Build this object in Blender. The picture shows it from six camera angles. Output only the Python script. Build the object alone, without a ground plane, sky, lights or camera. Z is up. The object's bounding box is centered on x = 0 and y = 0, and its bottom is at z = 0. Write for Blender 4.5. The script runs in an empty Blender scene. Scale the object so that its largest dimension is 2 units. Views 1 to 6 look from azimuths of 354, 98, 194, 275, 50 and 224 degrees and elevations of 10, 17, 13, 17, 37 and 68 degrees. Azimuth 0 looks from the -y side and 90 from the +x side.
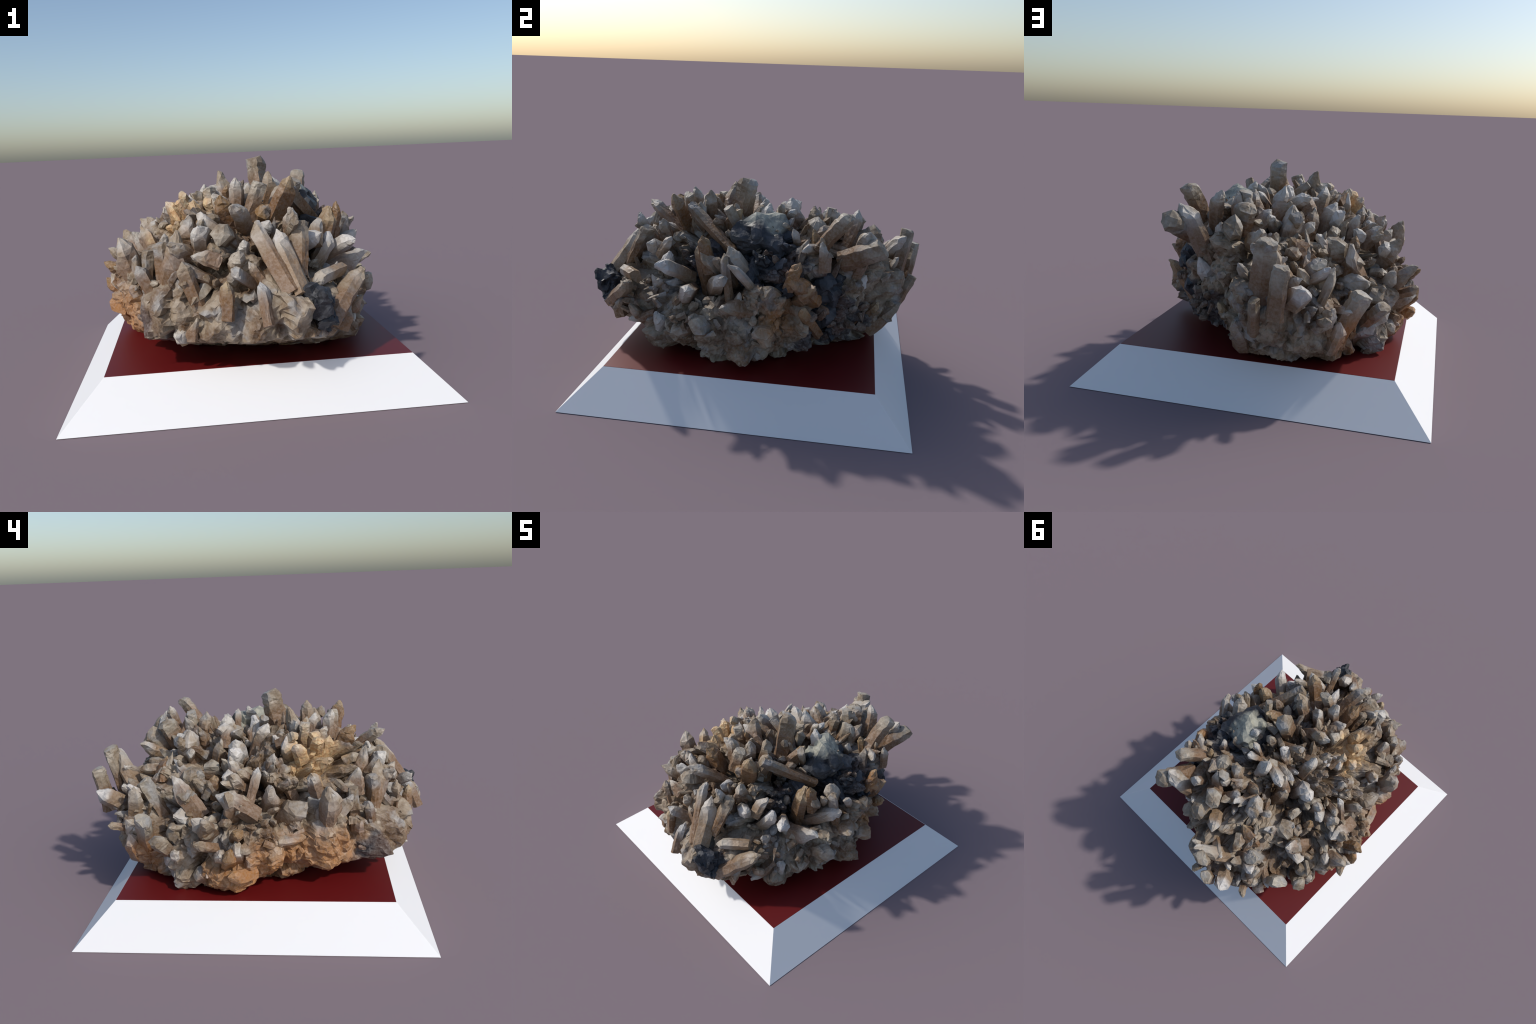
"""A big quartz crystal cluster with dark galena lumps, resting on a white
display plinth with a red top panel.  Metres, z up, nothing is read from files."""
import bpy, math, random
import numpy as np
from mathutils import Vector, Matrix, Quaternion, noise

random.seed(7)
noise.seed_set(7)
rng = np.random.default_rng(7)

# ------------------------------------------------------------------ helpers

def mesh_object(name, verts, faces, material, parent, smooth=False):
    mesh = bpy.data.meshes.new(name)
    mesh.from_pydata([tuple(v) for v in verts], [], faces)
    mesh.update()
    if smooth:
        mesh.shade_smooth()
    mesh.materials.append(material)
    obj = bpy.data.objects.new(name, mesh)
    bpy.context.collection.objects.link(obj)
    obj.parent = parent
    return obj


def top_level(name, label, category):
    obj = bpy.data.objects.new(name, None)
    bpy.context.collection.objects.link(obj)
    obj.empty_display_size = 0.2
    obj["label"] = label
    obj["category"] = category
    return obj


def srgb(r, g, b):
    f = lambda c: c / 12.92 if c <= 0.04045 else ((c + 0.055) / 1.055) ** 2.4
    return (f(r / 255), f(g / 255), f(b / 255), 1.0)


# ---------------------------------------------------------------- materials

class Graph:
    """Small wrapper that makes node networks readable."""

    def __init__(self, name):
        self.material = bpy.data.materials.new(name)
        self.material.use_nodes = True
        self.tree = self.material.node_tree
        self.bsdf = self.tree.nodes["Principled BSDF"]

    def node(self, kind, **inputs):
        n = self.tree.nodes.new(kind)
        for key, value in inputs.items():
            self.put(n.inputs[key], value)
        return n

    def put(self, socket, value):
        if isinstance(value, bpy.types.NodeSocket):
            self.tree.links.new(value, socket)
        else:
            socket.default_value = value

    def math(self, op, a, b=0.0, clamp=False):
        n = self.tree.nodes.new("ShaderNodeMath")
        n.operation, n.use_clamp = op, clamp
        self.put(n.inputs[0], a)
        self.put(n.inputs[1], b)
        return n.outputs[0]

    def mix(self, factor, a, b, blend="MIX"):
        n = self.tree.nodes.new("ShaderNodeMix")
        n.data_type, n.blend_type, n.clamp_factor = "RGBA", blend, True
        self.put(n.inputs[0], factor)
        self.put(n.inputs[6], a)
        self.put(n.inputs[7], b)
        return n.outputs[2]

    def noise(self, vector, scale, detail=3.0, rough=0.55):
        n = self.node("ShaderNodeTexNoise", Vector=vector, Scale=scale, Detail=detail, Roughness=rough)
        return n.outputs["Fac"]

    def ramp(self, value, low, high, to_low=0.0, to_high=1.0):
        n = self.tree.nodes.new("ShaderNodeMapRange")
        n.interpolation_type = "SMOOTHSTEP"
        for key, v in (("Value", value), ("From Min", low), ("From Max", high), ("To Min", to_low), ("To Max", to_high)):
            self.put(n.inputs[key], v)
        return n.outputs["Result"]

    def near(self, position, centre, radius, edge=0.1):
        """1 inside a ball around centre, 0 outside, soft over `edge`."""
        n = self.tree.nodes.new("ShaderNodeVectorMath")
        n.operation = "DISTANCE"
        self.put(n.inputs[0], position)
        n.inputs[1].default_value = centre
        return self.ramp(n.outputs["Value"], radius - edge, radius + edge, 1.0, 0.0)

    def ragged_position(self, position, amount=0.12, scale=7.0):
        """World position shaken by noise, so that zones get ragged borders."""
        n = self.node("ShaderNodeTexNoise", Vector=position, Scale=scale, Detail=4.0)
        sub = self.tree.nodes.new("ShaderNodeVectorMath")
        sub.operation = "SUBTRACT"
        self.put(sub.inputs[0], n.outputs["Color"])
        sub.inputs[1].default_value = (0.5, 0.5, 0.5)
        mul = self.tree.nodes.new("ShaderNodeVectorMath")
        mul.operation = "MULTIPLY_ADD"
        self.put(mul.inputs[0], sub.outputs[0])
        mul.inputs[1].default_value = (amount * 4,) * 3
        self.put(mul.inputs[2], position)
        return mul.outputs[0]


# zones of the rock that carry other matter: centre, radius
IRON_STAIN = [((-0.72, 0.10, 0.27), 0.18), ((-0.68, -0.10, 0.30), 0.21), ((-0.64, -0.30, 0.34), 0.21), ((-0.64, -0.48, 0.40), 0.15), ((-0.52, 0.66, 0.34), 0.12),
              ((0.56, 0.47, 0.52), 0.10), ((0.60, 0.31, 0.73), 0.08), ((0.64, 0.22, 0.52), 0.10)]
GOLD_CRUST = [((-0.38, -0.32, 0.90), 0.15), ((-0.27, -0.34, 0.94), 0.09)]
GALENA_ZONE = [((0.46, 0.18, 0.80), 0.19), ((0.54, 0.50, 0.64), 0.17), ((0.42, 0.55, 0.36), 0.24), ((0.26, 0.66, 0.28), 0.17), ((-0.56, -0.65, 0.41), 0.10), ((0.30, -0.84, 0.45), 0.10),
               ((-0.46, -0.70, 0.35), 0.07), ((0.34, -0.28, 0.68), 0.16), ((0.40, 0.05, 0.66), 0.12)]


def mineral_material(name, pale, mid, stain, iron, habit_stain, dark_zone):
    g = Graph(name)
    pos = g.node("ShaderNodeNewGeometry").outputs["Position"]
    coord = g.node("ShaderNodeTexCoord")
    along = g.node("ShaderNodeSeparateXYZ", Vector=coord.outputs["Generated"]).outputs["Z"]
    chance = g.node("ShaderNodeObjectInfo").outputs["Random"]
    broad = g.noise(pos, 4.5, 3.0)
    blot = g.noise(pos, 10.0, 3.0, 0.5)
    grain = g.noise(pos, 70.0, 5.0, 0.65)
    # body colour: pale quartz clouded with buff
    tone = g.math("ADD", g.math("MULTIPLY", broad, 0.5), g.math("MULTIPLY", blot, 0.5))
    tone = g.math("ADD", tone, g.math("MULTIPLY", g.math("SUBTRACT", chance, 0.5), 0.14))
    colour = g.mix(g.ramp(tone, 0.41, 0.59), pale, mid)
    # cool blue-grey clouds inside the quartz
    cool = g.ramp(g.noise(pos, 7.5, 3.0), 0.52, 0.66, 0.0, 0.55)
    colour = g.mix(cool, colour, srgb(142, 146, 150))
    # iron-brown film creeping up from the roots of the crystals
    if habit_stain is not None:
        reach = g.math("ADD", along, g.math("MULTIPLY", g.math("SUBTRACT", blot, 0.5), 0.7))
        film = g.ramp(reach, habit_stain - 0.20, habit_stain + 0.20, 1.0, 0.0)
        colour = g.mix(g.math("MULTIPLY", film, 0.85), colour, stain)
    else:
        film = g.ramp(g.noise(pos, 9.0, 4.0), 0.46, 0.66)
        colour = g.mix(g.math("MULTIPLY", film, 0.8), colour, stain)
    # zones
    shaken = g.ragged_position(pos, 0.06, 9.0)
    rust = 0.0
    for centre, radius in IRON_STAIN:
        rust = g.math("MAXIMUM", rust, g.near(shaken, centre, radius, 0.09))
    streak_map = g.node("ShaderNodeMapping", Vector=pos)
    streak_map.inputs["Scale"].default_value = (16.0, 16.0, 5.0)
    streak = g.noise(streak_map.outputs[0], 1.0, 4.0, 0.6)
    iron_tone = g.mix(g.ramp(streak, 0.5, 0.75), iron, srgb(132, 98, 62))
    rust = g.math("MULTIPLY", rust, g.ramp(blot, 0.25, 0.6, 0.65, 1.0))
    colour = g.mix(g.math("MULTIPLY", rust, 0.85), colour, iron_tone)
    gold = 0.0
    for centre, radius in GOLD_CRUST:
        gold = g.math("MAXIMUM", gold, g.near(shaken, centre, radius, 0.06))
    colour = g.mix(g.math("MULTIPLY", gold, g.ramp(blot, 0.3, 0.55, 0.3, 0.9)), colour, g.mix(g.ramp(grain, 0.35, 0.6), srgb(214, 192, 150), srgb(186, 140, 82)))
    if dark_zone:
        lead = 0.0
        for centre, radius in GALENA_ZONE:
            lead = g.math("MAXIMUM", lead, g.near(shaken, centre, radius, 0.02))
        lead = g.math("MULTIPLY", lead, dark_zone)
        colour = g.mix(lead, colour, g.mix(g.ramp(broad, 0.4, 0.6), srgb(52, 54, 60), srgb(70, 50, 42)))
    # veins and grain
    vein = g.ramp(g.math("ABSOLUTE", g.math("SUBTRACT", g.noise(pos, 26.0, 2.0), 0.5)), 0.0, 0.035, 1.0, 0.0)
    colour = g.mix(g.math("MULTIPLY", vein, 0.12), colour, stain)
    colour = g.mix(g.ramp(grain, 0.3, 0.7, 0.0, 0.25), colour, g.mix(0.5, colour, (0.75, 0.72, 0.68, 1)), "MIX")
    g.put(g.bsdf.inputs["Base Color"], colour)
    g.put(g.bsdf.inputs["Roughness"], g.ramp(blot, 0.3, 0.7, 0.42, 0.65))
    g.bsdf.inputs["Specular IOR Level"].default_value = 0.35
    chips = g.node("ShaderNodeTexVoronoi", Vector=pos, Scale=48.0, Randomness=1.0)
    chip_bump = g.node("ShaderNodeBump", Height=chips.outputs["Distance"], Strength=0.35, Distance=0.006)
    bump = g.node("ShaderNodeBump", Height=g.math("ADD", g.math("MULTIPLY", grain, 0.5), blot), Strength=0.35, Distance=0.012, Normal=chip_bump.outputs[0])
    g.put(g.bsdf.inputs["Normal"], bump.outputs[0])
    return g.material


PALE, MID = srgb(188, 183, 175), srgb(138, 122, 101)
STAIN, IRON = srgb(108, 74, 38), srgb(160, 108, 52)
QUARTZ = {
    "plain": mineral_material("quartz", PALE, MID, STAIN, IRON, 0.66, 0.0),
    "blunt": mineral_material("weathered_quartz", srgb(160, 151, 136), srgb(119, 103, 82), STAIN, IRON, 0.62, 0.0),
    "pale": mineral_material("milky_quartz", srgb(194, 190, 185), srgb(166, 156, 142), srgb(122, 92, 54), IRON, 0.56, 0.0),
    "stained": mineral_material("iron_stained_quartz", srgb(164, 144, 112), srgb(132, 102, 62), srgb(102, 66, 28), IRON, 0.82, 0.0),
}
MATRIX_ROCK = mineral_material("quartz_matrix", srgb(148, 133, 113), srgb(106, 83, 56), srgb(88, 60, 31), IRON, None, 0.95)
SMALL_QUARTZ = mineral_material("small_quartz", srgb(158, 147, 130), srgb(112, 91, 65), srgb(90, 62, 34), IRON, None, 0.6)


def galena_material(name, low, high, crust):
    g = Graph(name)
    pos = g.node("ShaderNodeNewGeometry").outputs["Position"]
    blot = g.noise(pos, 14.0, 4.0, 0.6)
    colour = g.mix(g.ramp(blot, 0.35, 0.68), low, high)
    if crust:
        shaken = g.ragged_position(pos, 0.05, 9.0)
        cap = g.near(shaken, (0.25, 0.07, 1.06), 0.16, 0.03)
        colour = g.mix(g.math("MULTIPLY", cap, 0.9), colour, g.mix(g.ramp(g.noise(pos, 22.0), 0.35, 0.65), srgb(176, 174, 158), srgb(140, 140, 130)))
    g.put(g.bsdf.inputs["Base Color"], colour)
    g.put(g.bsdf.inputs["Roughness"], g.ramp(blot, 0.3, 0.7, 0.45, 0.65))
    g.bsdf.inputs["Specular IOR Level"].default_value = 0.4
    bump = g.node("ShaderNodeBump", Height=g.noise(pos, 45.0, 4.0), Strength=0.4, Distance=0.012)
    g.put(g.bsdf.inputs["Normal"], bump.outputs[0])
    return g.material


GALENA = galena_material("galena", srgb(38, 40, 44), srgb(74, 76, 81), False)
CRUSTED_GALENA = galena_material("crusted_galena", srgb(40, 42, 46), srgb(74, 76, 81), True)

# ------------------------------------------------------------------- plinth
plinth = top_level("display_plinth", "low white bevelled display plinth with red top panel", "plinth")


def frustum(half_low, half_high, z_low, z_high, y_low):
    v = [(sx * half_low, y_low + sy * half_low, z_low) for sx, sy in ((-1, -1), (1, -1), (1, 1), (-1, 1))]
    v += [(sx * half_high, y_low + sy * half_high, z_high) for sx, sy in ((-1, -1), (1, -1), (1, 1), (-1, 1))]
    f = [(3, 2, 1, 0), (4, 5, 6, 7)] + [(i, (i + 1) % 4, 4 + (i + 1) % 4, 4 + i) for i in range(4)]
    return v, f


white = Graph("white_painted_board")
white.bsdf.inputs["Base Color"].default_value = (0.80, 0.80, 0.80, 1)
white.bsdf.inputs["Roughness"].default_value = 0.55
red = Graph("red_satin_board")
red.bsdf.inputs["Base Color"].default_value = srgb(98, 10, 12)
red.bsdf.inputs["Roughness"].default_value = 0.5
Y_PLINTH = 0.008
v, f = frustum(0.949, 0.751, 0.0, 0.197, Y_PLINTH)
mesh_object("plinth_body", v, f, white.material, plinth)
v, f = frustum(0.7505, 0.7495, 0.1965, 0.1985, Y_PLINTH)
mesh_object("plinth_panel", v, f, red.material, plinth)

# ------------------------------------------------------- envelope of the rock
# The rock is a lopsided dome around CENTRE. Each ring gives, at one angle of
# elevation, how far the crystal tips reach in 16 compass directions (+x first,
# then toward +y).
CENTRE = np.array((-0.02, 0.0, 0.52))
RINGS = {}


def ring(elevation, *reach):
    RINGS[elevation] = np.array(reach)


ring(-50, 0.54, 0.52, 0.53, 0.56, 0.56, 0.56, 0.56, 0.56, 0.54, 0.53, 0.50, 0.50, 0.50, 0.50, 0.53, 0.56)
ring(-40, 0.58, 0.54, 0.57, 0.59, 0.63, 0.66, 0.66, 0.66, 0.58, 0.55, 0.54, 0.52, 0.51, 0.55, 0.60, 0.62)
ring(-30, 0.66, 0.61, 0.62, 0.65, 0.69, 0.73, 0.73, 0.73, 0.65, 0.60, 0.61, 0.61, 0.59, 0.65, 0.67, 0.69)
ring(-20, 0.72, 0.68, 0.67, 0.73, 0.82, 0.84, 0.81, 0.77, 0.73, 0.67, 0.71, 0.73, 0.73, 0.77, 0.78, 0.73)
ring(-10, 0.74, 0.70, 0.72, 0.79, 0.91, 0.94, 0.83, 0.79, 0.77, 0.71, 0.82, 0.90, 0.95, 0.90, 0.83, 0.75)
ring(0, 0.74, 0.73, 0.76, 0.79, 0.94, 0.97, 0.83, 0.79, 0.76, 0.70, 0.84, 0.91, 0.95, 0.97, 0.85, 0.75)
ring(10, 0.69, 0.73, 0.77, 0.79, 0.94, 0.93, 0.83, 0.79, 0.71, 0.71, 0.82, 0.87, 0.90, 0.87, 0.80, 0.70)
ring(20, 0.67, 0.72, 0.82, 0.84, 0.89, 0.75, 0.70, 0.73, 0.70, 0.69, 0.79, 0.86, 0.83, 0.81, 0.77, 0.67)
ring(30, 0.67, 0.71, 0.84, 0.85, 0.82, 0.67, 0.62, 0.63, 0.63, 0.65, 0.71, 0.81, 0.84, 0.79, 0.73, 0.66)
ring(40, 0.63, 0.66, 0.71, 0.79, 0.65, 0.62, 0.59, 0.57, 0.58, 0.62, 0.66, 0.70, 0.76, 0.77, 0.68, 0.63)
ring(50, 0.61, 0.62, 0.63, 0.66, 0.61, 0.58, 0.56, 0.53, 0.55, 0.59, 0.61, 0.63, 0.70, 0.73, 0.64, 0.61)
ring(60, 0.58, 0.58, 0.57, 0.58, 0.58, 0.56, 0.55, 0.50, 0.51, 0.56, 0.58, 0.61, 0.63, 0.63, 0.57, 0.58)
ring(70, 0.55, 0.55, 0.54, 0.56, 0.57, 0.56, 0.52, 0.47, 0.51, 0.56, 0.59, 0.59, 0.57, 0.58, 0.59, 0.60)
ring(80, 0.55, 0.53, 0.51, 0.50, 0.49, 0.49, 0.49, 0.49, 0.51, 0.55, 0.55, 0.55, 0.55, 0.61, 0.66, 0.67)


# How far the solid rock under the crystals reaches, same layout.
SOLID = {}


def solid(elevation, *reach):
    SOLID[elevation] = np.array(reach)


solid(-50, 0.53, 0.51, 0.53, 0.56, 0.56, 0.56, 0.56, 0.56, 0.54, 0.53, 0.49, 0.49, 0.49, 0.49, 0.53, 0.56)
solid(-40, 0.58, 0.54, 0.57, 0.59, 0.63, 0.66, 0.66, 0.66, 0.57, 0.54, 0.54, 0.52, 0.51, 0.55, 0.59, 0.62)
solid(-30, 0.65, 0.61, 0.61, 0.65, 0.69, 0.73, 0.73, 0.73, 0.64, 0.59, 0.61, 0.60, 0.59, 0.64, 0.66, 0.69)
solid(-20, 0.72, 0.67, 0.67, 0.72, 0.82, 0.84, 0.81, 0.77, 0.73, 0.67, 0.71, 0.73, 0.73, 0.77, 0.78, 0.72)
solid(-10, 0.70, 0.68, 0.70, 0.78, 0.91, 0.93, 0.82, 0.78, 0.76, 0.71, 0.82, 0.90, 0.95, 0.90, 0.82, 0.74)
solid(0, 0.66, 0.63, 0.68, 0.72, 0.93, 0.93, 0.79, 0.76, 0.74, 0.70, 0.83, 0.91, 0.95, 0.95, 0.80, 0.68)
solid(10, 0.62, 0.64, 0.68, 0.68, 0.86, 0.80, 0.65, 0.69, 0.64, 0.66, 0.79, 0.84, 0.86, 0.80, 0.67, 0.56)
solid(20, 0.58, 0.65, 0.74, 0.71, 0.77, 0.69, 0.55, 0.58, 0.58, 0.56, 0.71, 0.77, 0.74, 0.70, 0.68, 0.58)
solid(30, 0.57, 0.63, 0.72, 0.68, 0.64, 0.58, 0.51, 0.52, 0.54, 0.54, 0.62, 0.71, 0.68, 0.67, 0.64, 0.57)
solid(40, 0.52, 0.57, 0.62, 0.61, 0.56, 0.52, 0.47, 0.46, 0.51, 0.53, 0.57, 0.60, 0.60, 0.55, 0.57, 0.52)
solid(50, 0.50, 0.53, 0.52, 0.52, 0.52, 0.46, 0.43, 0.41, 0.46, 0.51, 0.53, 0.54, 0.56, 0.54, 0.52, 0.50)
solid(60, 0.50, 0.52, 0.50, 0.48, 0.47, 0.46, 0.45, 0.41, 0.44, 0.49, 0.50, 0.52, 0.52, 0.52, 0.48, 0.49)
solid(70, 0.48, 0.49, 0.49, 0.47, 0.45, 0.43, 0.40, 0.39, 0.44, 0.46, 0.47, 0.49, 0.49, 0.48, 0.48, 0.49)
solid(80, 0.46, 0.45, 0.43, 0.42, 0.40, 0.40, 0.39, 0.40, 0.42, 0.44, 0.45, 0.46, 0.46, 0.49, 0.50, 0.50)
RING_ANGLES = np.array(sorted(RINGS))


def lookup(rings, d, top_value):
    """Smooth interpolation of a ring table along unit directions (n x 3)."""
    table = np.array([rings[a] for a in RING_ANGLES])
    elevation = np.degrees(np.arcsin(np.clip(d[:, 2], -1, 1)))
    compass = np.degrees(np.arctan2(d[:, 1], d[:, 0])) % 360 / 22.5
    k = np.clip((elevation - RING_ANGLES[0]) / 10.0, 0, len(RING_ANGLES) - 1.001)
    i, t = np.floor(k).astype(int), k % 1
    j, s = np.floor(compass).astype(int) % 16, compass % 1
    t, s = t * t * (3 - 2 * t), s * s * (3 - 2 * s)
    a = table[i, j] * (1 - s) + table[i, (j + 1) % 16] * s
    b = table[i + 1, j] * (1 - s) + table[i + 1, (j + 1) % 16] * s
    top = np.clip((elevation - 80) / 10, 0, 1)
    return (a * (1 - t) + b * t) * (1 - top) + top_value * top


def envelope(d):
    """Reach of the crystal tips along unit directions."""
    return lookup(RINGS, d, 0.54)


# hollows between the crystals: a point on the envelope, radius, extra depth
HOLLOWS = [((0.37, -0.62, 0.74), 0.10, 0.10), ((0.34, -0.42, 0.90), 0.15, 0.10), ((0.53, -0.20, 0.80), 0.12, 0.10), ((0.04, -0.16, 1.06), 0.10, 0.05),
           ((-0.21, 0.11, 0.96), 0.09, 0.05), ((-0.74, 0.36, 0.66), 0.12, 0.09), ((-0.03, 0.58, 0.92), 0.08, 0.06), ((-0.09, -0.92, 0.60), 0.06, 0.09),
           ((-0.28, -0.85, 0.58), 0.05, 0.08), ((-0.53, 0.77, 0.62), 0.18, 0.14), ((-0.37, 0.30, 0.85), 0.08, 0.05), ((0.53, -0.46, 0.66), 0.20, 0.18),
           ((-0.50, -0.39, 0.78), 0.06, 0.05), ((0.58, -0.36, 0.60), 0.15, 0.12), ((0.36, -0.77, 0.62), 0.11, 0.10), ((0.08, -0.62, 0.94), 0.11, 0.07),
           ((-0.58, 0.62, 0.46), 0.24, 0.08), ((0.48, 0.64, 0.36), 0.18, 0.05), ((0.14, 0.84, 0.42), 0.15, 0.06), ((0.38, -0.84, 0.50), 0.12, 0.07), ((0.56, -0.05, 0.85), 0.13, 0.08)]
# ledges where the bare rock bulges out: a point on the envelope, radius, rise
LEDGES = [((0.72, -0.10, 0.52), 0.11, 0.06), ((0.00, -0.92, 0.40), 0.28, 0.05), ((0.30, -0.88, 0.38), 0.18, 0.04), ((-0.30, -0.84, 0.38), 0.20, 0.05),
          ((0.24, 0.72, 0.88), 0.16, 0.10), ((0.20, 0.76, 0.62), 0.18, 0.09), ((0.00, 0.88, 0.62), 0.13, 0.05), ((0.38, 0.62, 0.70), 0.13, 0.07), ((0.60, 0.34, 0.48), 0.15, 0.06), ((0.62, 0.12, 0.32), 0.12, 0.05),
          ((-0.38, -0.44, 0.89), 0.15, 0.09), ((-0.22, 0.90, 0.30), 0.12, 0.04), ((-0.75, 0.22, 0.42), 0.13, 0.04)]


# narrow pits, deep enough to stay dark: a point on the envelope
PITS = [(0.37, -0.63, 0.74), (0.34, -0.42, 0.95), (0.53, -0.20, 0.83), (0.49, -0.55, 0.71), (-0.09, -0.92, 0.60), (-0.28, -0.85, 0.585),
        (-0.74, 0.36, 0.66), (-0.03, 0.58, 0.91), (0.04, -0.16, 1.07), (-0.21, 0.11, 0.98), (-0.37, 0.30, 0.85), (-0.53, 0.77, 0.62), (0.40, -0.30, 0.88)]


def matrix_reach(d):
    """Reach of the solid matrix under the crystals along unit directions."""
    r = lookup(SOLID, d, 0.42)
    east = np.clip(d[:, 0] - 0.5 * d[:, 1], 0, 1)
    r -= (0.012 + 0.02 * east) * np.clip((d[:, 2] - 0.1) / 0.3, 0, 1)
    p = CENTRE + d * envelope(d)[:, None]
    for centre, radius, depth in HOLLOWS:
        q = np.linalg.norm(p - np.array(centre), axis=1) / radius
        r -= depth * np.exp(-q * q * 1.2)
    for centre in PITS:
        q = np.linalg.norm(p - np.array(centre), axis=1) / 0.07
        r -= 0.10 * np.exp(-q ** 3)
    for centre, radius, rise in LEDGES:
        q = np.linalg.norm(p - np.array(centre), axis=1) / radius
        r += rise * np.exp(-q * q * 1.2)
    return r


# The underside touches the plinth inside a lopsided contact outline and slopes
# up outside it; contact radius about the origin in 16 compass directions.
CONTACT = np.array((0.58, 0.55, 0.50, 0.58, 0.68, 0.74, 0.76, 0.74, 0.62, 0.50, 0.45, 0.43, 0.45, 0.52, 0.64, 0.60))


def underside(x, y):
    c = math.degrees(math.atan2(y, x)) % 360 / 22.5
    j, s = int(c) % 16, c % 1
    edge = CONTACT[j] * (1 - s) + CONTACT[(j + 1) % 16] * s
    return 0.2 + 0.35 * max(0.0, math.hypot(x, y) - edge)


# ------------------------------------------------------------------ specimen
specimen = top_level("crystal_cluster", "rough cluster of pale brown-stained quartz crystals with dark lumps", "mineral specimen")

import bmesh


def ball(subdivisions):
    bm = bmesh.new()
    bmesh.ops.create_icosphere(bm, subdivisions=subdivisions, radius=1.0)
    verts = np.array([v.co[:] for v in bm.verts])
    faces = [tuple(v.index for v in f.verts) for f in bm.faces]
    bm.free()
    return verts / np.linalg.norm(verts, axis=1)[:, None], faces


def broken_height(p, scale, tilt, dome):
    """Height of a surface broken into tilted angular chunks (one per Voronoi cell)."""
    distances, points = noise.voronoi(Vector(p) * scale)
    c = points[0]
    lean = noise.cell_vector(c * 3.7) - Vector((0.5, 0.5, 0.5))
    away = Vector(p) * scale - c
    return (tilt * lean.dot(away) * 2 + dome * (0.45 - distances[0]) + 0.5 * (noise.cell(c * 5.1) - 0.5)) / scale


def build_matrix():
    d, faces = ball(7)
    d = d + rng.normal(0, 0.0045, d.shape)  # uneven facets
    d /= np.linalg.norm(d, axis=1)[:, None]
    p = CENTRE + d * matrix_reach(d)[:, None]
    height = np.empty(len(d))
    for i, (q, n) in enumerate(zip(p, d)):
        # fused, broken crystals: blocks drawn out up and outward on the flanks
        up = 0.45 + 0.55 * max(0.0, n[2])
        c = Vector((q[0], q[1], q[2] * up))
        h = 0.9 * broken_height(c, 7.0, 0.55, 0.55) + 0.5 * broken_height(c, 15.0, 0.6, 0.5) + 0.6 * broken_height(Vector(q), 27.0, 0.8, 0.4)
        h += 0.03 * noise.fractal(Vector(q) * 4.0, 1.0, 2.0, 3)
        height[i] = h * (0.7 + 0.6 * min(1.0, max(0.0, n[2] * 3)))
    # soften the cliffs between blocks a little
    total, count = height.copy(), np.ones(len(d))
    f = np.array(faces)
    for k in range(3):
        np.add.at(total, f[:, k], height[f[:, (k + 1) % 3]])
        np.add.at(count, f[:, k], 1)
    height = 1.15 * (0.5 * height + 0.5 * total / count)
    out = []
    for q, n, h in zip(p, d, height):
        shift = noise.noise_vector(Vector(q) * 34.0) * 0.009 + Vector(rng.normal(0, 0.0022, 3))
        w = Vector(q) + Vector(n) * h + shift
        floor = underside(w.x, w.y) + 0.02 * (noise.noise(Vector(q) * 7.0) + 0.1) + 0.2 * abs(broken_height(Vector(q), 12.0, 0.5, 0.3))
        w.z = max(w.z, floor)
        out.append(w)
    return mesh_object("rock_matrix", out, faces, MATRIX_ROCK, specimen)


matrix = build_matrix()


# crystals ------------------------------------------------------------------

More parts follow.
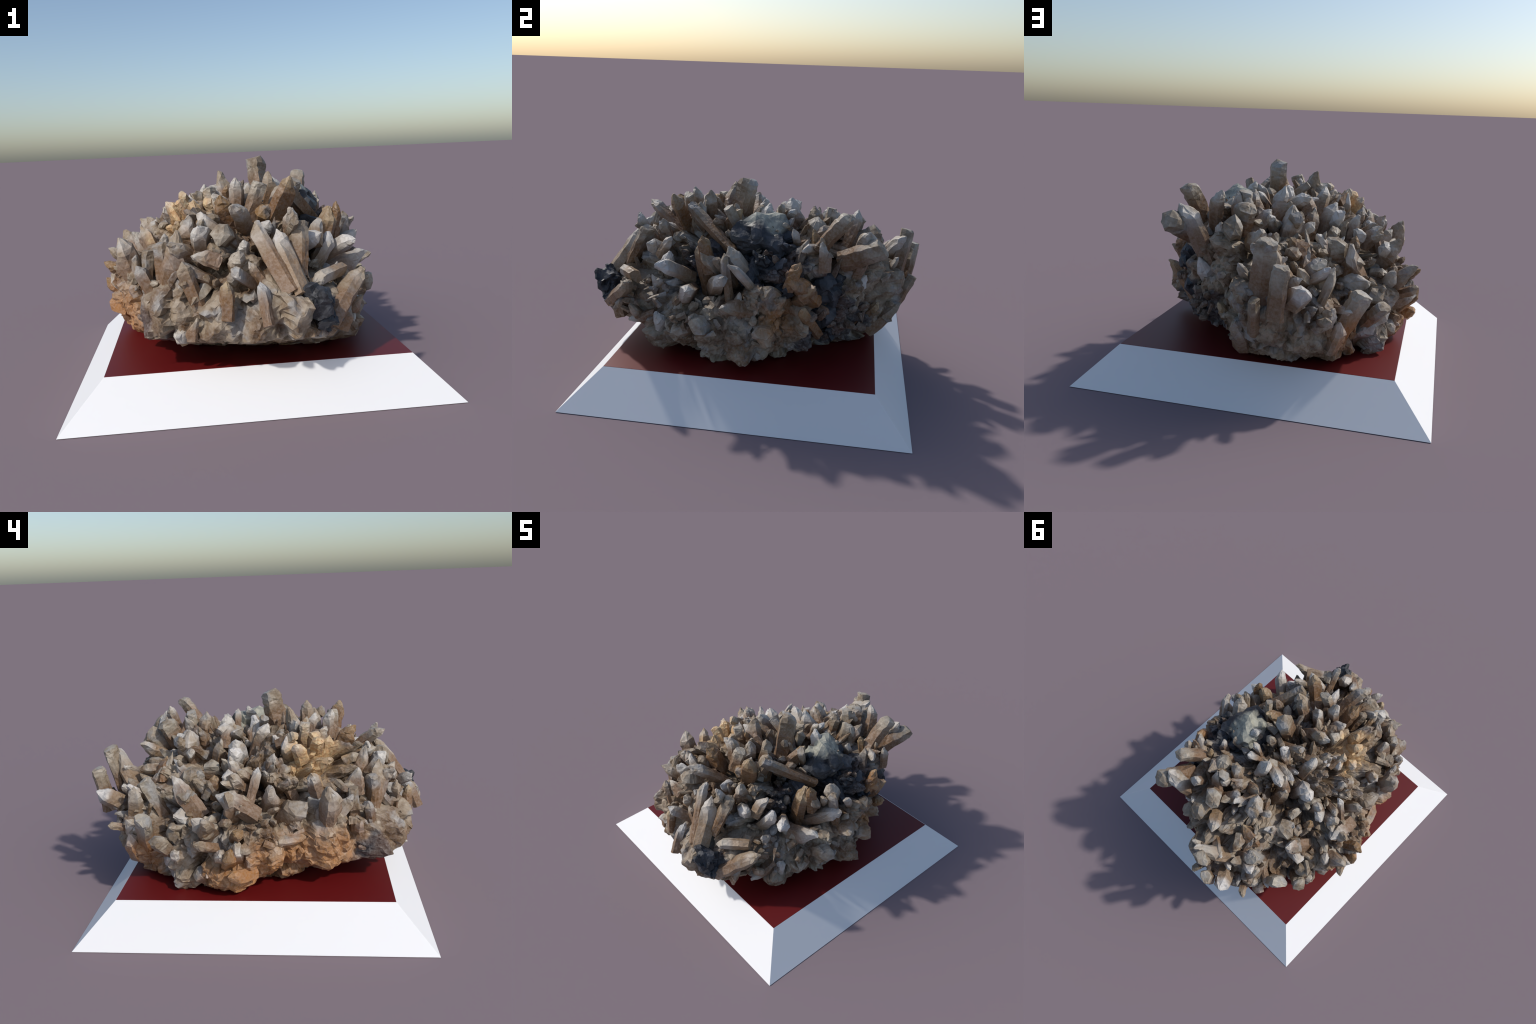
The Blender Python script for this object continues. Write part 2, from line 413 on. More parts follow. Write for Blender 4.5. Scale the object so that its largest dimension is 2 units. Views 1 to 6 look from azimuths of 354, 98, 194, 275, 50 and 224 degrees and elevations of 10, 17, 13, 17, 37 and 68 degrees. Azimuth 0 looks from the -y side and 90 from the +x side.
def crystal_mesh(name, aspect, habit, seed, per_side=2, rings=11, rough=1.0):
    """A chipped six-sided crystal, root at z = 0, tip at z = 1, width 1."""
    r = random.Random(seed)
    side = [0.5 * r.uniform(0.62, 1.05) for _ in range(6)]
    facing = [(k + r.uniform(-0.16, 0.16)) * math.pi / 3 for k in range(6)]
    blunt = habit == "blunt"
    # the point: six faces that meet near an off-centre apex, some cut deeper
    lean = r.uniform(0, 2 * math.pi)
    reach = r.uniform(0.02, 0.14) if blunt else r.uniform(0.06, 0.3)
    apex = (reach * math.cos(lean), reach * math.sin(lean))
    slope = [r.uniform(1.6, 3.0) if blunt else r.uniform(0.45, 1.0) for _ in range(6)]
    edge = [r.choice((0.0, 0.01, 0.03, 0.1 if blunt else 0.05)) for _ in range(6)]
    crown = aspect * (0.95 if blunt else 0.985)
    bend = (r.uniform(-0.12, 0.12), r.uniform(-0.12, 0.12))
    shift = Vector((r.uniform(-50, 50), r.uniform(-50, 50), r.uniform(-50, 50)))
    root = r.uniform(0.85, 1.1)
    start = max(0.3, 1 - 0.8 / aspect)
    lower = rings // 2
    levels = [start * i / lower for i in range(lower)] + [start + (crown / aspect - start) * i / (rings - lower - 1) for i in range(rings - lower)]
    # columns of vertices at the six edges and between them
    corners = []
    for k in range(6):
        a0, a1 = facing[k], facing[(k + 1) % 6] + (2 * math.pi if k == 5 else 0)
        w = math.sin(a1 - a0)
        x = (side[k] * math.sin(a1) - side[(k + 1) % 6] * math.sin(a0)) / w
        y = (side[(k + 1) % 6] * math.cos(a0) - side[k] * math.cos(a1)) / w
        corners.append((math.atan2(y, x), math.hypot(x, y)))
    angles = []
    for k in range(6):
        a0, a1 = corners[k][0], corners[(k + 1) % 6][0]
        a1 += 2 * math.pi * math.ceil((a0 - a1) / (2 * math.pi)) if a1 < a0 else 0
        angles += [a0 + (a1 - a0) * i / per_side for i in range(per_side)]
    around = len(angles)
    verts, faces = [], []
    for i, level in enumerate(levels):
        z = min(level * aspect, crown)
        grow = root + (1 - root) * min(1, level / start)
        drift = max(0.0, (level - start) / (1 - start))
        cx, cy = apex[0] * drift, apex[1] * drift
        for a in angles:
            best = 9.0
            for k in range(6):
                c = math.cos(a - facing[k])
                if c > 0.05:
                    nx, ny = math.cos(facing[k]), math.sin(facing[k])
                    wall = side[k] * grow - nx * cx - ny * cy
                    cut = nx * (apex[0] - cx) + ny * (apex[1] - cy) + (aspect - z) * slope[k] + edge[k]
                    best = min(best, max(0.03, min(wall, cut)) / c)
            best = min(best, 0.64)
            p = Vector((cx + best * math.cos(a), cy + best * math.sin(a), z))
            q = p * 1.7 + shift
            p += (noise.noise_vector(q) * 0.05 + noise.noise_vector(q * 3.1) * 0.05) * rough
            p += Vector((r.uniform(-1, 1), r.uniform(-1, 1), r.uniform(-1, 1))) * 0.022 * rough
            p.x += bend[0] * level * level
            p.y += bend[1] * level * level
            verts.append(p)
    last = verts[-around:]
    tip = sum(last, Vector()) / around + Vector((0, 0, 0.03))
    n = len(levels)
    for i in range(n - 1):
        for j in range(around):
            a, b = i * around + j, i * around + (j + 1) % around
            c, d = a + around, b + around
            faces += [(a, b, c), (b, d, c)] if (i + j) % 2 == 0 else [(a, b, d), (a, d, c)]
    verts.append(tip)
    faces += [((n - 1) * around + j, (n - 1) * around + (j + 1) % around, len(verts) - 1) for j in range(around)]
    faces.append(tuple(range(around - 1, -1, -1)))
    top = max(p.z for p in verts)
    verts = [Vector((p.x, p.y, p.z / top)) for p in verts]
    mesh = bpy.data.meshes.new(name)
    mesh.from_pydata(verts, [], faces)
    mesh.update()
    return mesh


ASPECTS = (1.6, 2.3, 3.2, 4.6, 6.5)
VARIANTS = {}
for habit in QUARTZ:
    for aspect in ASPECTS:
        shapes = []
        for n in range(4):
            m = crystal_mesh(f"{habit}_quartz_crystal", aspect, habit, f"{habit}{aspect}{n}")
            m.materials.append(QUARTZ[habit])
            shapes.append(m)
        VARIANTS[habit, aspect] = shapes

pick = random.Random(11)


def stand(axis, spin):
    return Vector((0, 0, 1)).rotation_difference(axis) @ Quaternion((0, 0, 1), spin)


def crystal(x, y, z, compass, elevation, length, width, habit, measured=False):
    """Places one crystal: its tip, where its axis points, visible length and width."""
    a, e = math.radians(compass), math.radians(elevation)
    axis = Vector((math.cos(e) * math.cos(a), math.cos(e) * math.sin(a), math.sin(e)))
    # the root must end inside the solid rock: reach further, then lean inward
    tip = Vector((x, y, z)) - axis * (0.12 * width if habit == "blunt" else 0.0)
    outward = (tip - Vector((0, 0, 0.35))).normalized()
    root = 0.05 if measured else 0.09
    for lean in (0.0,) if measured else (0.0, 0.0, 0.0, 0.25, 0.5, 0.8, 1.2):
        total = length + root
        axis = (axis + outward * lean).normalized()
        foot = np.array(tip - axis * total) - CENTRE
        if np.linalg.norm(foot) < float(matrix_reach((foot / np.linalg.norm(foot))[None])[0]) - 0.4 * width:
            break
        root = min(root + 0.06, 0.22)
    aspect = min(ASPECTS, key=lambda k: abs(math.log(k * width / total)))
    if habit == "plain" and pick.random() < 0.16:
        habit = "blunt"
    obj = bpy.data.objects.new("crystal", pick.choice(VARIANTS[habit, aspect]))
    bpy.context.collection.objects.link(obj)
    obj.parent = specimen
    obj.rotation_mode = "QUATERNION"
    obj.rotation_quaternion = stand(axis, pick.uniform(0, 2 * math.pi))
    obj.scale = (width * pick.uniform(1.04, 1.22), width * pick.uniform(0.88, 1.04), total)
    obj.location = tip - axis * total
    TIPS.append((x, y, z, width))
    return obj


TIPS = []

# crystals standing on the crown: tip x, y, z; axis azimuth, elevation; visible length; width; habit
crystal(0.086, -0.040, 1.189, 96, 74, 0.22, 0.118, "blunt")
crystal(-0.159, -0.178, 1.103, 156, 56, 0.17, 0.097, "plain")
crystal(0.158, -0.279, 1.095, -1, 70, 0.16, 0.087, "plain")
crystal(-0.047, -0.403, 1.084, 0, 83, 0.17, 0.083, "plain")
crystal(0.218, -0.495, 1.081, -33, 61, 0.27, 0.108, "stained", True)
crystal(0.428, 0.561, 1.077, 77, 54, 0.21, 0.097, "plain", True)
crystal(0.060, -0.437, 1.069, 3, 71, 0.16, 0.075, "blunt", True)
crystal(0.199, 0.085, 1.068, 164, 58, 0.07, 0.072, "plain")
crystal(-0.008, 0.219, 1.061, 157, 80, 0.15, 0.118, "plain")
crystal(0.241, 0.623, 1.060, 111, 68, 0.08, 0.081, "plain")
crystal(0.137, 0.145, 1.060, -3, 75, 0.06, 0.053, "plain")
crystal(-0.170, -0.235, 1.053, -161, 44, 0.14, 0.100, "plain")
crystal(-0.111, -0.028, 1.049, -173, 36, 0.07, 0.049, "plain")
crystal(-0.204, -0.045, 1.048, -113, 72, 0.07, 0.086, "plain")
crystal(0.135, 0.449, 1.046, 139, 77, 0.25, 0.069, "plain")
crystal(0.197, 0.462, 1.044, -46, 66, 0.09, 0.060, "plain")
crystal(0.026, -0.352, 1.044, -36, 72, 0.12, 0.097, "plain")
crystal(-0.104, -0.279, 1.044, -102, 67, 0.06, 0.045, "stained")
crystal(0.094, 0.340, 1.044, -132, 75, 0.14, 0.095, "plain", True)
crystal(0.304, -0.147, 1.043, -58, 59, 0.16, 0.065, "plain")
crystal(0.010, 0.010, 1.038, -25, 67, 0.18, 0.069, "pale")
crystal(0.212, -0.326, 1.038, 9, 64, 0.20, 0.081, "plain")
crystal(-0.203, -0.275, 1.035, -159, 75, 0.07, 0.073, "plain")
crystal(0.266, -0.066, 1.027, 58, 46, 0.13, 0.085, "stained")
crystal(0.136, 0.227, 1.025, 52, 50, 0.07, 0.050, "plain")
crystal(0.198, -0.382, 1.021, -123, 30, 0.36, 0.075, "plain", True)
crystal(-0.150, -0.546, 1.016, -112, 67, 0.14, 0.098, "stained")
crystal(-0.023, 0.045, 1.012, -29, 88, 0.07, 0.072, "plain")
crystal(0.006, 0.029, 1.009, 151, 23, 0.06, 0.039, "plain")
crystal(0.143, 0.348, 1.008, 37, 78, 0.06, 0.070, "plain")
crystal(-0.121, 0.184, 1.007, -15, 60, 0.09, 0.092, "plain", True)
crystal(-0.180, 0.235, 1.006, 154, 26, 0.13, 0.081, "pale")
crystal(0.081, 0.598, 1.006, 130, 64, 0.09, 0.124, "plain")
crystal(0.085, 0.482, 1.005, 137, 52, 0.17, 0.098, "plain")
crystal(-0.197, 0.151, 1.004, 166, 29, 0.18, 0.060, "pale")
crystal(0.386, 0.680, 1.002, 35, 75, 0.13, 0.121, "plain")
crystal(-0.161, -0.420, 1.000, -119, 46, 0.10, 0.089, "plain", True)
crystal(-0.081, 0.330, 0.999, -164, 62, 0.14, 0.107, "plain", True)
crystal(-0.336, -0.230, 0.996, -112, 26, 0.09, 0.065, "plain", True)
crystal(0.248, 0.375, 0.994, 47, 68, 0.12, 0.111, "plain")
crystal(-0.333, -0.183, 0.994, 173, 66, 0.12, 0.105, "pale", True)
crystal(-0.086, -0.728, 0.991, -105, 41, 0.21, 0.085, "plain")
crystal(-0.356, -0.340, 0.985, 178, 57, 0.08, 0.068, "plain", True)
crystal(-0.306, -0.100, 0.982, 157, 28, 0.06, 0.066, "pale")
crystal(0.268, 0.473, 0.982, 83, 34, 0.16, 0.088, "plain", True)
crystal(-0.136, 0.440, 0.982, 164, 74, 0.17, 0.123, "plain")
crystal(-0.251, -0.062, 0.982, 176, 33, 0.12, 0.094, "plain")
crystal(-0.278, -0.421, 0.978, -113, 71, 0.11, 0.090, "stained")
crystal(-0.208, -0.340, 0.975, -139, 56, 0.09, 0.074, "plain")
crystal(-0.014, 0.138, 0.974, -173, 75, 0.29, 0.081, "plain")
crystal(-0.419, -0.235, 0.973, 159, 63, 0.09, 0.070, "plain", True)
crystal(-0.311, 0.093, 0.970, -160, 66, 0.16, 0.100, "plain")
crystal(0.345, 0.371, 0.966, -142, 40, 0.13, 0.051, "stained")
crystal(0.362, 0.258, 0.957, -18, 69, 0.06, 0.060, "plain")
crystal(0.463, 0.417, 0.948, -29, 70, 0.06, 0.034, "stained")
crystal(-0.022, 0.447, 0.946, -147, 41, 0.08, 0.071, "plain")
crystal(-0.002, 0.503, 0.945, 77, 53, 0.09, 0.062, "plain")
crystal(0.523, 0.438, 0.944, -128, 89, 0.12, 0.064, "plain", True)
crystal(-0.214, 0.195, 0.944, -140, 68, 0.14, 0.088, "plain")
crystal(0.182, -0.729, 0.943, -82, 58, 0.09, 0.056, "plain")
crystal(-0.176, 0.491, 0.938, 124, 38, 0.17, 0.083, "plain", True)
crystal(0.088, -0.504, 0.935, -92, 31, 0.20, 0.135, "stained")
crystal(-0.367, 0.142, 0.926, 167, 32, 0.15, 0.099, "pale")
crystal(0.196, -0.579, 0.924, -80, 70, 0.08, 0.082, "plain")
crystal(-0.453, -0.094, 0.924, -161, 72, 0.07, 0.072, "plain")
crystal(-0.275, -0.635, 0.923, 173, 35, 0.06, 0.065, "plain")
crystal(-0.183, 0.072, 0.923, 170, 30, 0.11, 0.039, "plain")
crystal(0.512, -0.242, 0.923, -66, 78, 0.17, 0.061, "stained", True)
crystal(-0.192, -0.592, 0.916, -97, 52, 0.07, 0.063, "plain")
crystal(-0.427, 0.104, 0.916, -163, 76, 0.13, 0.117, "plain", True)
crystal(0.462, 0.760, 0.913, 74, 27, 0.22, 0.120, "plain", True)
crystal(-0.354, -0.619, 0.909, -129, 59, 0.08, 0.110, "plain")
crystal(0.192, 0.709, 0.909, 102, 56, 0.22, 0.059, "plain")
crystal(0.093, 0.751, 0.908, 113, 26, 0.18, 0.105, "blunt")
crystal(-0.257, -0.592, 0.906, -83, 72, 0.06, 0.069, "stained")
crystal(0.526, 0.321, 0.901, -40, 3, 0.15, 0.056, "plain")
crystal(-0.128, 0.909, 0.900, 134, 76, 0.29, 0.115, "blunt", True)
crystal(0.463, -0.254, 0.898, -21, 73, 0.36, 0.102, "stained", True)
crystal(0.078, -0.607, 0.897, -76, 47, 0.10, 0.072, "pale")
crystal(-0.246, 0.394, 0.889, -167, 37, 0.06, 0.055, "plain")
crystal(0.185, -0.730, 0.888, -75, 41, 0.06, 0.056, "plain")
crystal(-0.014, -0.691, 0.884, 128, 50, 0.35, 0.079, "plain", True)
crystal(-0.256, -0.725, 0.883, -95, 52, 0.17, 0.087, "plain")
crystal(0.530, -0.088, 0.882, -61, 56, 0.23, 0.090, "pale")
crystal(-0.037, 0.755, 0.881, 125, 31, 0.10, 0.104, "pale")
crystal(0.214, -0.654, 0.874, 72, 63, 0.23, 0.094, "plain", True)
crystal(-0.066, 0.909, 0.868, 55, 52, 0.13, 0.104, "pale")
crystal(0.331, -0.462, 0.866, 76, 61, 0.11, 0.075, "pale", True)
crystal(-0.575, 0.124, 0.865, 164, 50, 0.09, 0.090, "plain")
crystal(-0.558, 0.070, 0.862, 162, 33, 0.10, 0.056, "plain")
crystal(-0.489, -0.030, 0.861, -37, 63, 0.07, 0.056, "plain")
crystal(-0.376, -0.713, 0.858, 28, 62, 0.13, 0.133, "plain")
crystal(-0.542, -0.299, 0.856, 139, 67, 0.09, 0.083, "plain")
crystal(0.574, -0.115, 0.851, -98, 79, 0.16, 0.059, "plain")

# crystals on the face toward -y: tip x, y, z; axis azimuth, elevation; visible length; width; habit
crystal(-0.162, -0.755, 0.847, -103, 14, 0.08, 0.094, "plain")
crystal(0.099, -0.700, 0.841, 115, 54, 0.30, 0.096, "pale", True)
crystal(-0.402, -0.762, 0.830, -131, 33, 0.16, 0.097, "plain")
crystal(-0.067, -0.734, 0.812, -95, 53, 0.17, 0.064, "plain")
crystal(0.330, -0.630, 0.808, -33, 30, 0.18, 0.087, "pale")
crystal(-0.442, -0.644, 0.807, -142, 86, 0.13, 0.082, "plain")
crystal(-0.115, -0.792, 0.771, -102, 61, 0.06, 0.074, "pale")
crystal(-0.305, -0.761, 0.765, 180, 24, 0.09, 0.075, "plain", True)
crystal(-0.361, -0.777, 0.729, -176, 71, 0.09, 0.068, "plain")
crystal(-0.056, -0.788, 0.708, 179, 55, 0.08, 0.052, "plain", True)
crystal(-0.564, -0.603, 0.698, 163, 65, 0.11, 0.065, "plain")
crystal(-0.137, -0.905, 0.696, -130, 30, 0.14, 0.060, "plain")
crystal(-0.354, -0.750, 0.688, -173, 27, 0.16, 0.072, "plain", True)
crystal(0.004, -0.880, 0.640, 100, 66, 0.16, 0.061, "plain", True)
crystal(0.422, -0.560, 0.647, -66, 61, 0.09, 0.075, "pale", True)
crystal(-0.150, -0.875, 0.646, 19, 85, 0.13, 0.069, "stained", True)
crystal(-0.413, -0.711, 0.637, -177, 52, 0.18, 0.087, "plain", True)
crystal(0.510, -0.645, 0.633, 45, 36, 0.31, 0.100, "plain", True)
crystal(0.252, -0.805, 0.609, -138, -4, 0.17, 0.081, "pale", True)
crystal(0.086, -0.854, 0.573, 174, 43, 0.06, 0.071, "plain", True)
crystal(-0.211, -0.830, 0.517, 162, 79, 0.06, 0.052, "stained", True)
crystal(0.429, -0.775, 0.497, -7, 70, 0.10, 0.075, "plain", True)
crystal(-0.316, -0.828, 0.477, 50, 85, 0.06, 0.065, "plain", True)
crystal(0.540, -0.663, 0.470, -19, 36, 0.07, 0.071, "plain", True)
crystal(-0.396, -0.767, 0.440, 174, 65, 0.06, 0.060, "pale", True)
crystal(-0.396, -0.841, 0.410, -114, 17, 0.08, 0.079, "plain")
crystal(0.455, -0.680, 0.342, -100, -28, 0.10, 0.101, "plain")

# crystals on the face toward +x: tip x, y, z; axis azimuth, elevation; visible length; width; habit
crystal(0.547, -0.216, 0.836, -31, 50, 0.14, 0.085, "plain")
crystal(0.568, 0.306, 0.833, 73, 71, 0.12, 0.074, "stained", True)
crystal(0.644, -0.045, 0.828, -59, 52, 0.15, 0.055, "pale")
crystal(0.553, -0.166, 0.824, -51, 52, 0.08, 0.055, "plain")
crystal(0.433, -0.457, 0.774, 16, 54, 0.20, 0.087, "pale", True)
crystal(0.534, -0.493, 0.766, -42, 37, 0.06, 0.090, "pale")
crystal(0.609, 0.265, 0.756, -40, 43, 0.11, 0.119, "stained")
crystal(0.648, -0.105, 0.750, 17, 35, 0.23, 0.096, "plain")
crystal(0.610, 0.389, 0.696, 28, 30, 0.11, 0.108, "stained")
crystal(0.636, 0.128, 0.669, -41, 34, 0.25, 0.088, "plain")
crystal(0.645, -0.008, 0.651, 9, 66, 0.10, 0.072, "plain")
crystal(0.662, -0.304, 0.627, 7, 18, 0.16, 0.110, "plain")
crystal(0.416, -0.469, 0.620, -53, 23, 0.06, 0.059, "pale")
crystal(0.714, -0.111, 0.608, -47, 18, 0.06, 0.120, "plain")
crystal(0.630, 0.322, 0.599, -42, 47, 0.12, 0.072, "stained")
crystal(0.666, -0.257, 0.525, -4, 43, 0.14, 0.074, "plain")
crystal(0.710, 0.121, 0.493, -35, 56, 0.13, 0.104, "plain")
crystal(0.498, -0.419, 0.478, -45, -22, 0.11, 0.085, "pale", True)
crystal(0.705, -0.237, 0.470, -18, 8, 0.19, 0.111, "plain")
crystal(0.560, -0.514, 0.430, -18, 60, 0.19, 0.100, "plain")
crystal(0.628, -0.385, 0.389, -31, 3, 0.09, 0.102, "plain")

# crystals on the face toward +y: tip x, y, z; axis azimuth, elevation; visible length; width; habit
crystal(-0.237, 0.600, 0.798, -126, 85, 0.12, 0.111, "plain", True)
crystal(-0.208, 0.965, 0.792, 130, 79, 0.23, 0.085, "blunt", True)
crystal(-0.189, 0.829, 0.782, 148, 31, 0.14, 0.061, "plain")
crystal(-0.192, 0.704, 0.754, 89, 57, 0.07, 0.054, "plain")
crystal(-0.351, 0.660, 0.748, -166, 44, 0.15, 0.070, "plain", True)
crystal(0.042, 0.868, 0.745, 49, 54, 0.11, 0.045, "plain")
crystal(-0.315, 0.685, 0.732, 85, 58, 0.25, 0.109, "plain")
crystal(-0.406, 0.738, 0.727, 156, 33, 0.10, 0.062, "pale")
crystal(-0.420, 0.693, 0.726, -157, 68, 0.14, 0.069, "pale")
crystal(0.325, 0.688, 0.695, 73, 47, 0.20, 0.115, "pale")
crystal(-0.279, 0.803, 0.683, 161, 32, 0.09, 0.057, "plain")
crystal(-0.308, 0.953, 0.680, 120, 41, 0.11, 0.103, "pale", True)
crystal(-0.078, 0.965, 0.601, 107, 64, 0.14, 0.072, "plain")
crystal(-0.548, 0.624, 0.594, -145, 64, 0.11, 0.110, "plain")
crystal(-0.375, 0.821, 0.550, 147, 27, 0.06, 0.087, "plain")
crystal(-0.512, 0.700, 0.518, 149, 11, 0.06, 0.059, "plain")
crystal(-0.426, 0.796, 0.500, -123, 67, 0.10, 0.116, "plain")
crystal(0.173, 0.767, 0.497, 69, 49, 0.15, 0.067, "stained")
crystal(-0.415, 0.880, 0.497, 116, 19, 0.06, 0.053, "plain")
crystal(-0.470, 0.754, 0.454, 149, 63, 0.13, 0.083, "plain", True)
crystal(0.026, 0.907, 0.447, 127, 69, 0.06, 0.085, "plain")
crystal(-0.433, 0.701, 0.361, -171, 70, 0.07, 0.090, "stained")

# crystals on the face toward -x: tip x, y, z; axis azimuth, elevation; visible length; width; habit
crystal(-0.344, 0.255, 0.849, 173, 68, 0.06, 0.094, "plain")
crystal(-0.163, 0.561, 0.845, -14, 61, 0.08, 0.105, "stained")
crystal(-0.273, 0.500, 0.842, 65, 42, 0.16, 0.066, "plain")
crystal(-0.059, 0.554, 0.833, 133, 22, 0.10, 0.045, "plain", True)
crystal(-0.408, -0.540, 0.833, 16, 77, 0.10, 0.088, "plain", True)
crystal(-0.353, 0.383, 0.833, 132, 82, 0.12, 0.146, "blunt")
crystal(-0.584, 0.175, 0.828, 130, 29, 0.12, 0.078, "plain")
crystal(-0.491, 0.172, 0.822, 138, 28, 0.17, 0.084, "plain")
crystal(-0.453, 0.234, 0.809, -162, 75, 0.06, 0.076, "stained")
crystal(-0.410, 0.316, 0.800, -168, 39, 0.13, 0.084, "plain")
crystal(-0.691, -0.409, 0.799, -165, 63, 0.21, 0.121, "plain")
crystal(-0.628, -0.117, 0.794, -161, 53, 0.16, 0.084, "plain")
crystal(-0.452, -0.141, 0.792, 119, 62, 0.08, 0.075, "plain")
crystal(-0.434, 0.482, 0.786, 71, 47, 0.20, 0.109, "plain")
crystal(-0.706, 0.157, 0.770, 155, 43, 0.14, 0.100, "plain")
crystal(-0.468, 0.342, 0.764, 154, 32, 0.06, 0.090, "plain")
crystal(-0.633, 0.190, 0.763, 96, 37, 0.20, 0.103, "plain", True)
crystal(-0.527, -0.524, 0.758, 72, 86, 0.15, 0.075, "plain")
crystal(-0.599, 0.044, 0.749, 163, 76, 0.06, 0.069, "plain")
crystal(-0.567, -0.524, 0.736, -79, 54, 0.25, 0.065, "plain")
crystal(-0.623, -0.263, 0.730, -135, 48, 0.21, 0.130, "plain")
crystal(-0.484, 0.392, 0.728, 157, 57, 0.09, 0.092, "plain")
crystal(-0.814, 0.265, 0.658, 171, 35, 0.19, 0.090, "plain")
crystal(-0.516, 0.460, 0.640, 131, 31, 0.18, 0.126, "pale")
crystal(-0.712, 0.326, 0.622, 136, 38, 0.17, 0.091, "pale", True)
crystal(-0.812, 0.069, 0.614, -165, 33, 0.16, 0.082, "stained")
crystal(-0.750, -0.015, 0.602, 158, 27, 0.06, 0.038, "plain")
crystal(-0.606, 0.472, 0.555, 127, 45, 0.15, 0.098, "plain")
crystal(-0.829, 0.290, 0.550, 142, 22, 0.11, 0.065, "plain", True)
crystal(-0.795, 0.083, 0.526, -167, 70, 0.13, 0.085, "plain")
crystal(-0.668, 0.536, 0.510, 148, 46, 0.14, 0.091, "plain", True)
crystal(-0.828, 0.110, 0.495, -168, 39, 0.14, 0.075, "stained", True)
crystal(-0.800, 0.180, 0.494, -176, 30, 0.10, 0.077, "plain")
crystal(-0.682, 0.439, 0.438, -138, 49, 0.09, 0.066, "pale")
crystal(-0.605, 0.502, 0.386, 153, 59, 0.09, 0.110, "plain")
crystal(-0.801, 0.136, 0.357, 134, 9, 0.13, 0.091, "stained", True)
crystal(-0.508, 0.543, 0.339, 52, 47, 0.07, 0.062, "stained")
crystal(-0.693, 0.304, 0.339, 157, 35, 0.14, 0.091, "plain")
crystal(-0.726, 0.265, 0.311, 165, -11, 0.14, 0.069, "pale")
crystal(-0.633, 0.430, 0.290, 158, 58, 0.09, 0.091, "plain", True)

# small crystals -------------------------------------------------------------

def small_crystals(name, count, seed, width, length, spread, low, high, sink):
    """Many little points packed over the matrix, joined into one mesh."""
    r = random.Random(seed)
    shapes = [crystal_mesh("small", a, "plain", f"{name}{a}{n}", 1, 7, 1.3) for a in (1.8, 2.8) for n in range(4)]
    data = [([v.co.copy() for v in m.vertices], [tuple(p.vertices) for p in m.polygons]) for m in shapes]
    for m in shapes:
        bpy.data.meshes.remove(m)
    verts, faces, made = [], [], 0
    for attempt in range(count * 12):
        if made >= count:
            break
        d = Vector((r.gauss(0, 1), r.gauss(0, 1), r.gauss(0, 1))).normalized()
        reach = float(matrix_reach(np.array([d]))[0])
        p = Vector(CENTRE) + d * (reach - sink)
        if not low < p.z < high or p.z < underside(p.x, p.y) + 0.08:
            continue
        if (p - Vector((0.25, -0.90, 0.5))).length < 0.14:
            continue
        if (p - Vector((-0.36, -0.33, 0.88))).length < 0.13 and r.random() < 0.8:
            continue
        axis = (d + Vector((0, 0, 0.25)) + Vector((r.gauss(0, 1), r.gauss(0, 1), r.gauss(0, 1))) * spread).normalized()
        q = stand(axis, r.uniform(0, 6.28))
        w, l = r.uniform(*width), r.uniform(*length)
        end = np.array(p + axis * l) - CENTRE
        if np.linalg.norm(end) > float(envelope((end / np.linalg.norm(end))[None])[0]):
            continue
        made += 1
        vs, fs = r.choice(data)
        base = len(verts)
        for v in vs:
            verts.append(p + q @ Vector((v.x * w, v.y * w, v.z * l)))
        faces += [tuple(base + k for k in f) for f in fs]
    obj = mesh_object(name, verts, faces, SMALL_QUARTZ, specimen)
    obj["kind"] = "stuff"
    return obj


small_crystals("small_crystals", 150, 3, (0.025, 0.075), (0.08, 0.17), 0.6, 0.5, 1.2, 0.04)
small_crystals("crystal_rubble", 160, 5, (0.025, 0.06), (0.05, 0.085), 0.9, 0.36, 0.65, 0.035)

# galena ---------------------------------------------------------------------

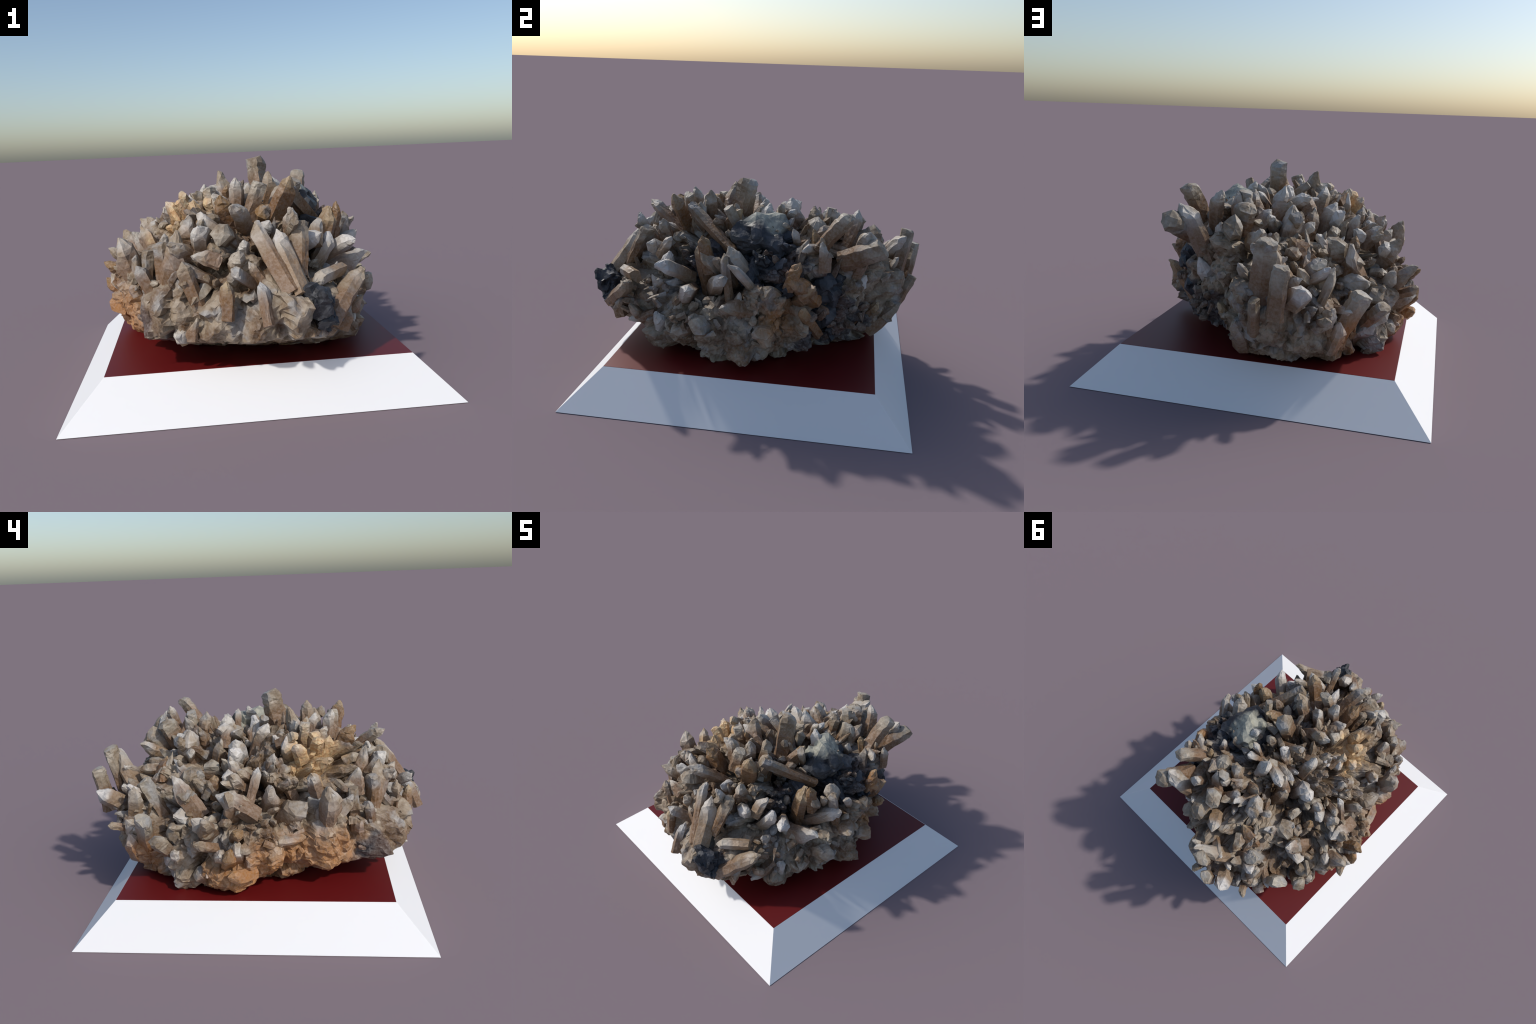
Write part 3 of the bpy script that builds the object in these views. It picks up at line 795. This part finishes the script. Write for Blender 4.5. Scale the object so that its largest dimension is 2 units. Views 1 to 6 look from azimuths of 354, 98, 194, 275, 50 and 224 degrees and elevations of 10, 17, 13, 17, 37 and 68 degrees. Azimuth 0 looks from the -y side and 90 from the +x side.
def galena_lump(x, y, z, sx, sy, sz, seed, material, cut=12):
    """A blocky dark lump: a ball cut by random cleavage planes, chipped at the edges."""
    r = random.Random(seed)
    d, faces = ball(4 if max(sx, sy, sz) > 0.08 else 3)
    planes = []
    while len(planes) < cut:
        n = Vector((r.gauss(0, 1), r.gauss(0, 1), r.gauss(0, 1))).normalized()
        if all(n.dot(m[0]) < 0.82 for m in planes):
            planes.append((n, r.uniform(0.68, 0.95)))
    out = []
    for v in d:
        v = Vector(v)
        reach = min([1.1] + [h / v.dot(n) for n, h in planes if v.dot(n) > 0.1])
        p = Vector((v.x * sx, v.y * sy, v.z * sz)) * reach
        w = p + Vector((x, y, z))
        p += v * max(-0.03, min(0.03, 0.5 * broken_height(w, 10.0, 0.6, 0.1))) + noise.noise_vector(w * 22.0) * 0.008 + noise.noise_vector(w * 45.0) * 0.005
        out.append(p)
    obj = mesh_object("galena_lump", out, faces, material, specimen)
    obj.location = (x, y, z)
    return obj


# one knob low on the front, a crusted dome near the top, and a jagged spread of
# blocks running down the +x face between the crystals
galena_lump(0.245, -0.89, 0.53, 0.10, 0.085, 0.10, 1, GALENA)
galena_lump(0.28, -0.85, 0.43, 0.09, 0.09, 0.08, 6, GALENA)
galena_lump(0.31, 0.08, 0.87, 0.19, 0.19, 0.15, 2, CRUSTED_GALENA, 14)
galena_lump(0.51, 0.09, 0.82, 0.055, 0.06, 0.055, 9, GALENA, 8)
spread = random.Random(21)
for centre, reach, count in (((0.46, 0.16, 0.78), 0.12, 6), ((0.40, 0.27, 0.84), 0.09, 2), ((0.50, 0.47, 0.66), 0.10, 4), ((0.44, 0.52, 0.44), 0.10, 2), ((0.36, -0.22, 0.70), 0.10, 2)):
    for n in range(count):
        p = Vector(centre) + Vector((spread.gauss(0, 0.6), spread.gauss(0, 0.6), spread.gauss(0, 0.6))) * reach
        d = (p - Vector(CENTRE)).normalized()
        p = Vector(CENTRE) + d * (float(matrix_reach(np.array([d]))[0]) - 0.05)
        s = spread.uniform(0.07, 0.11)
        galena_lump(*p, s * spread.uniform(0.8, 1.2), s * spread.uniform(0.8, 1.2), s * spread.uniform(0.8, 1.2), 100 + spread.randrange(900), GALENA, 10)
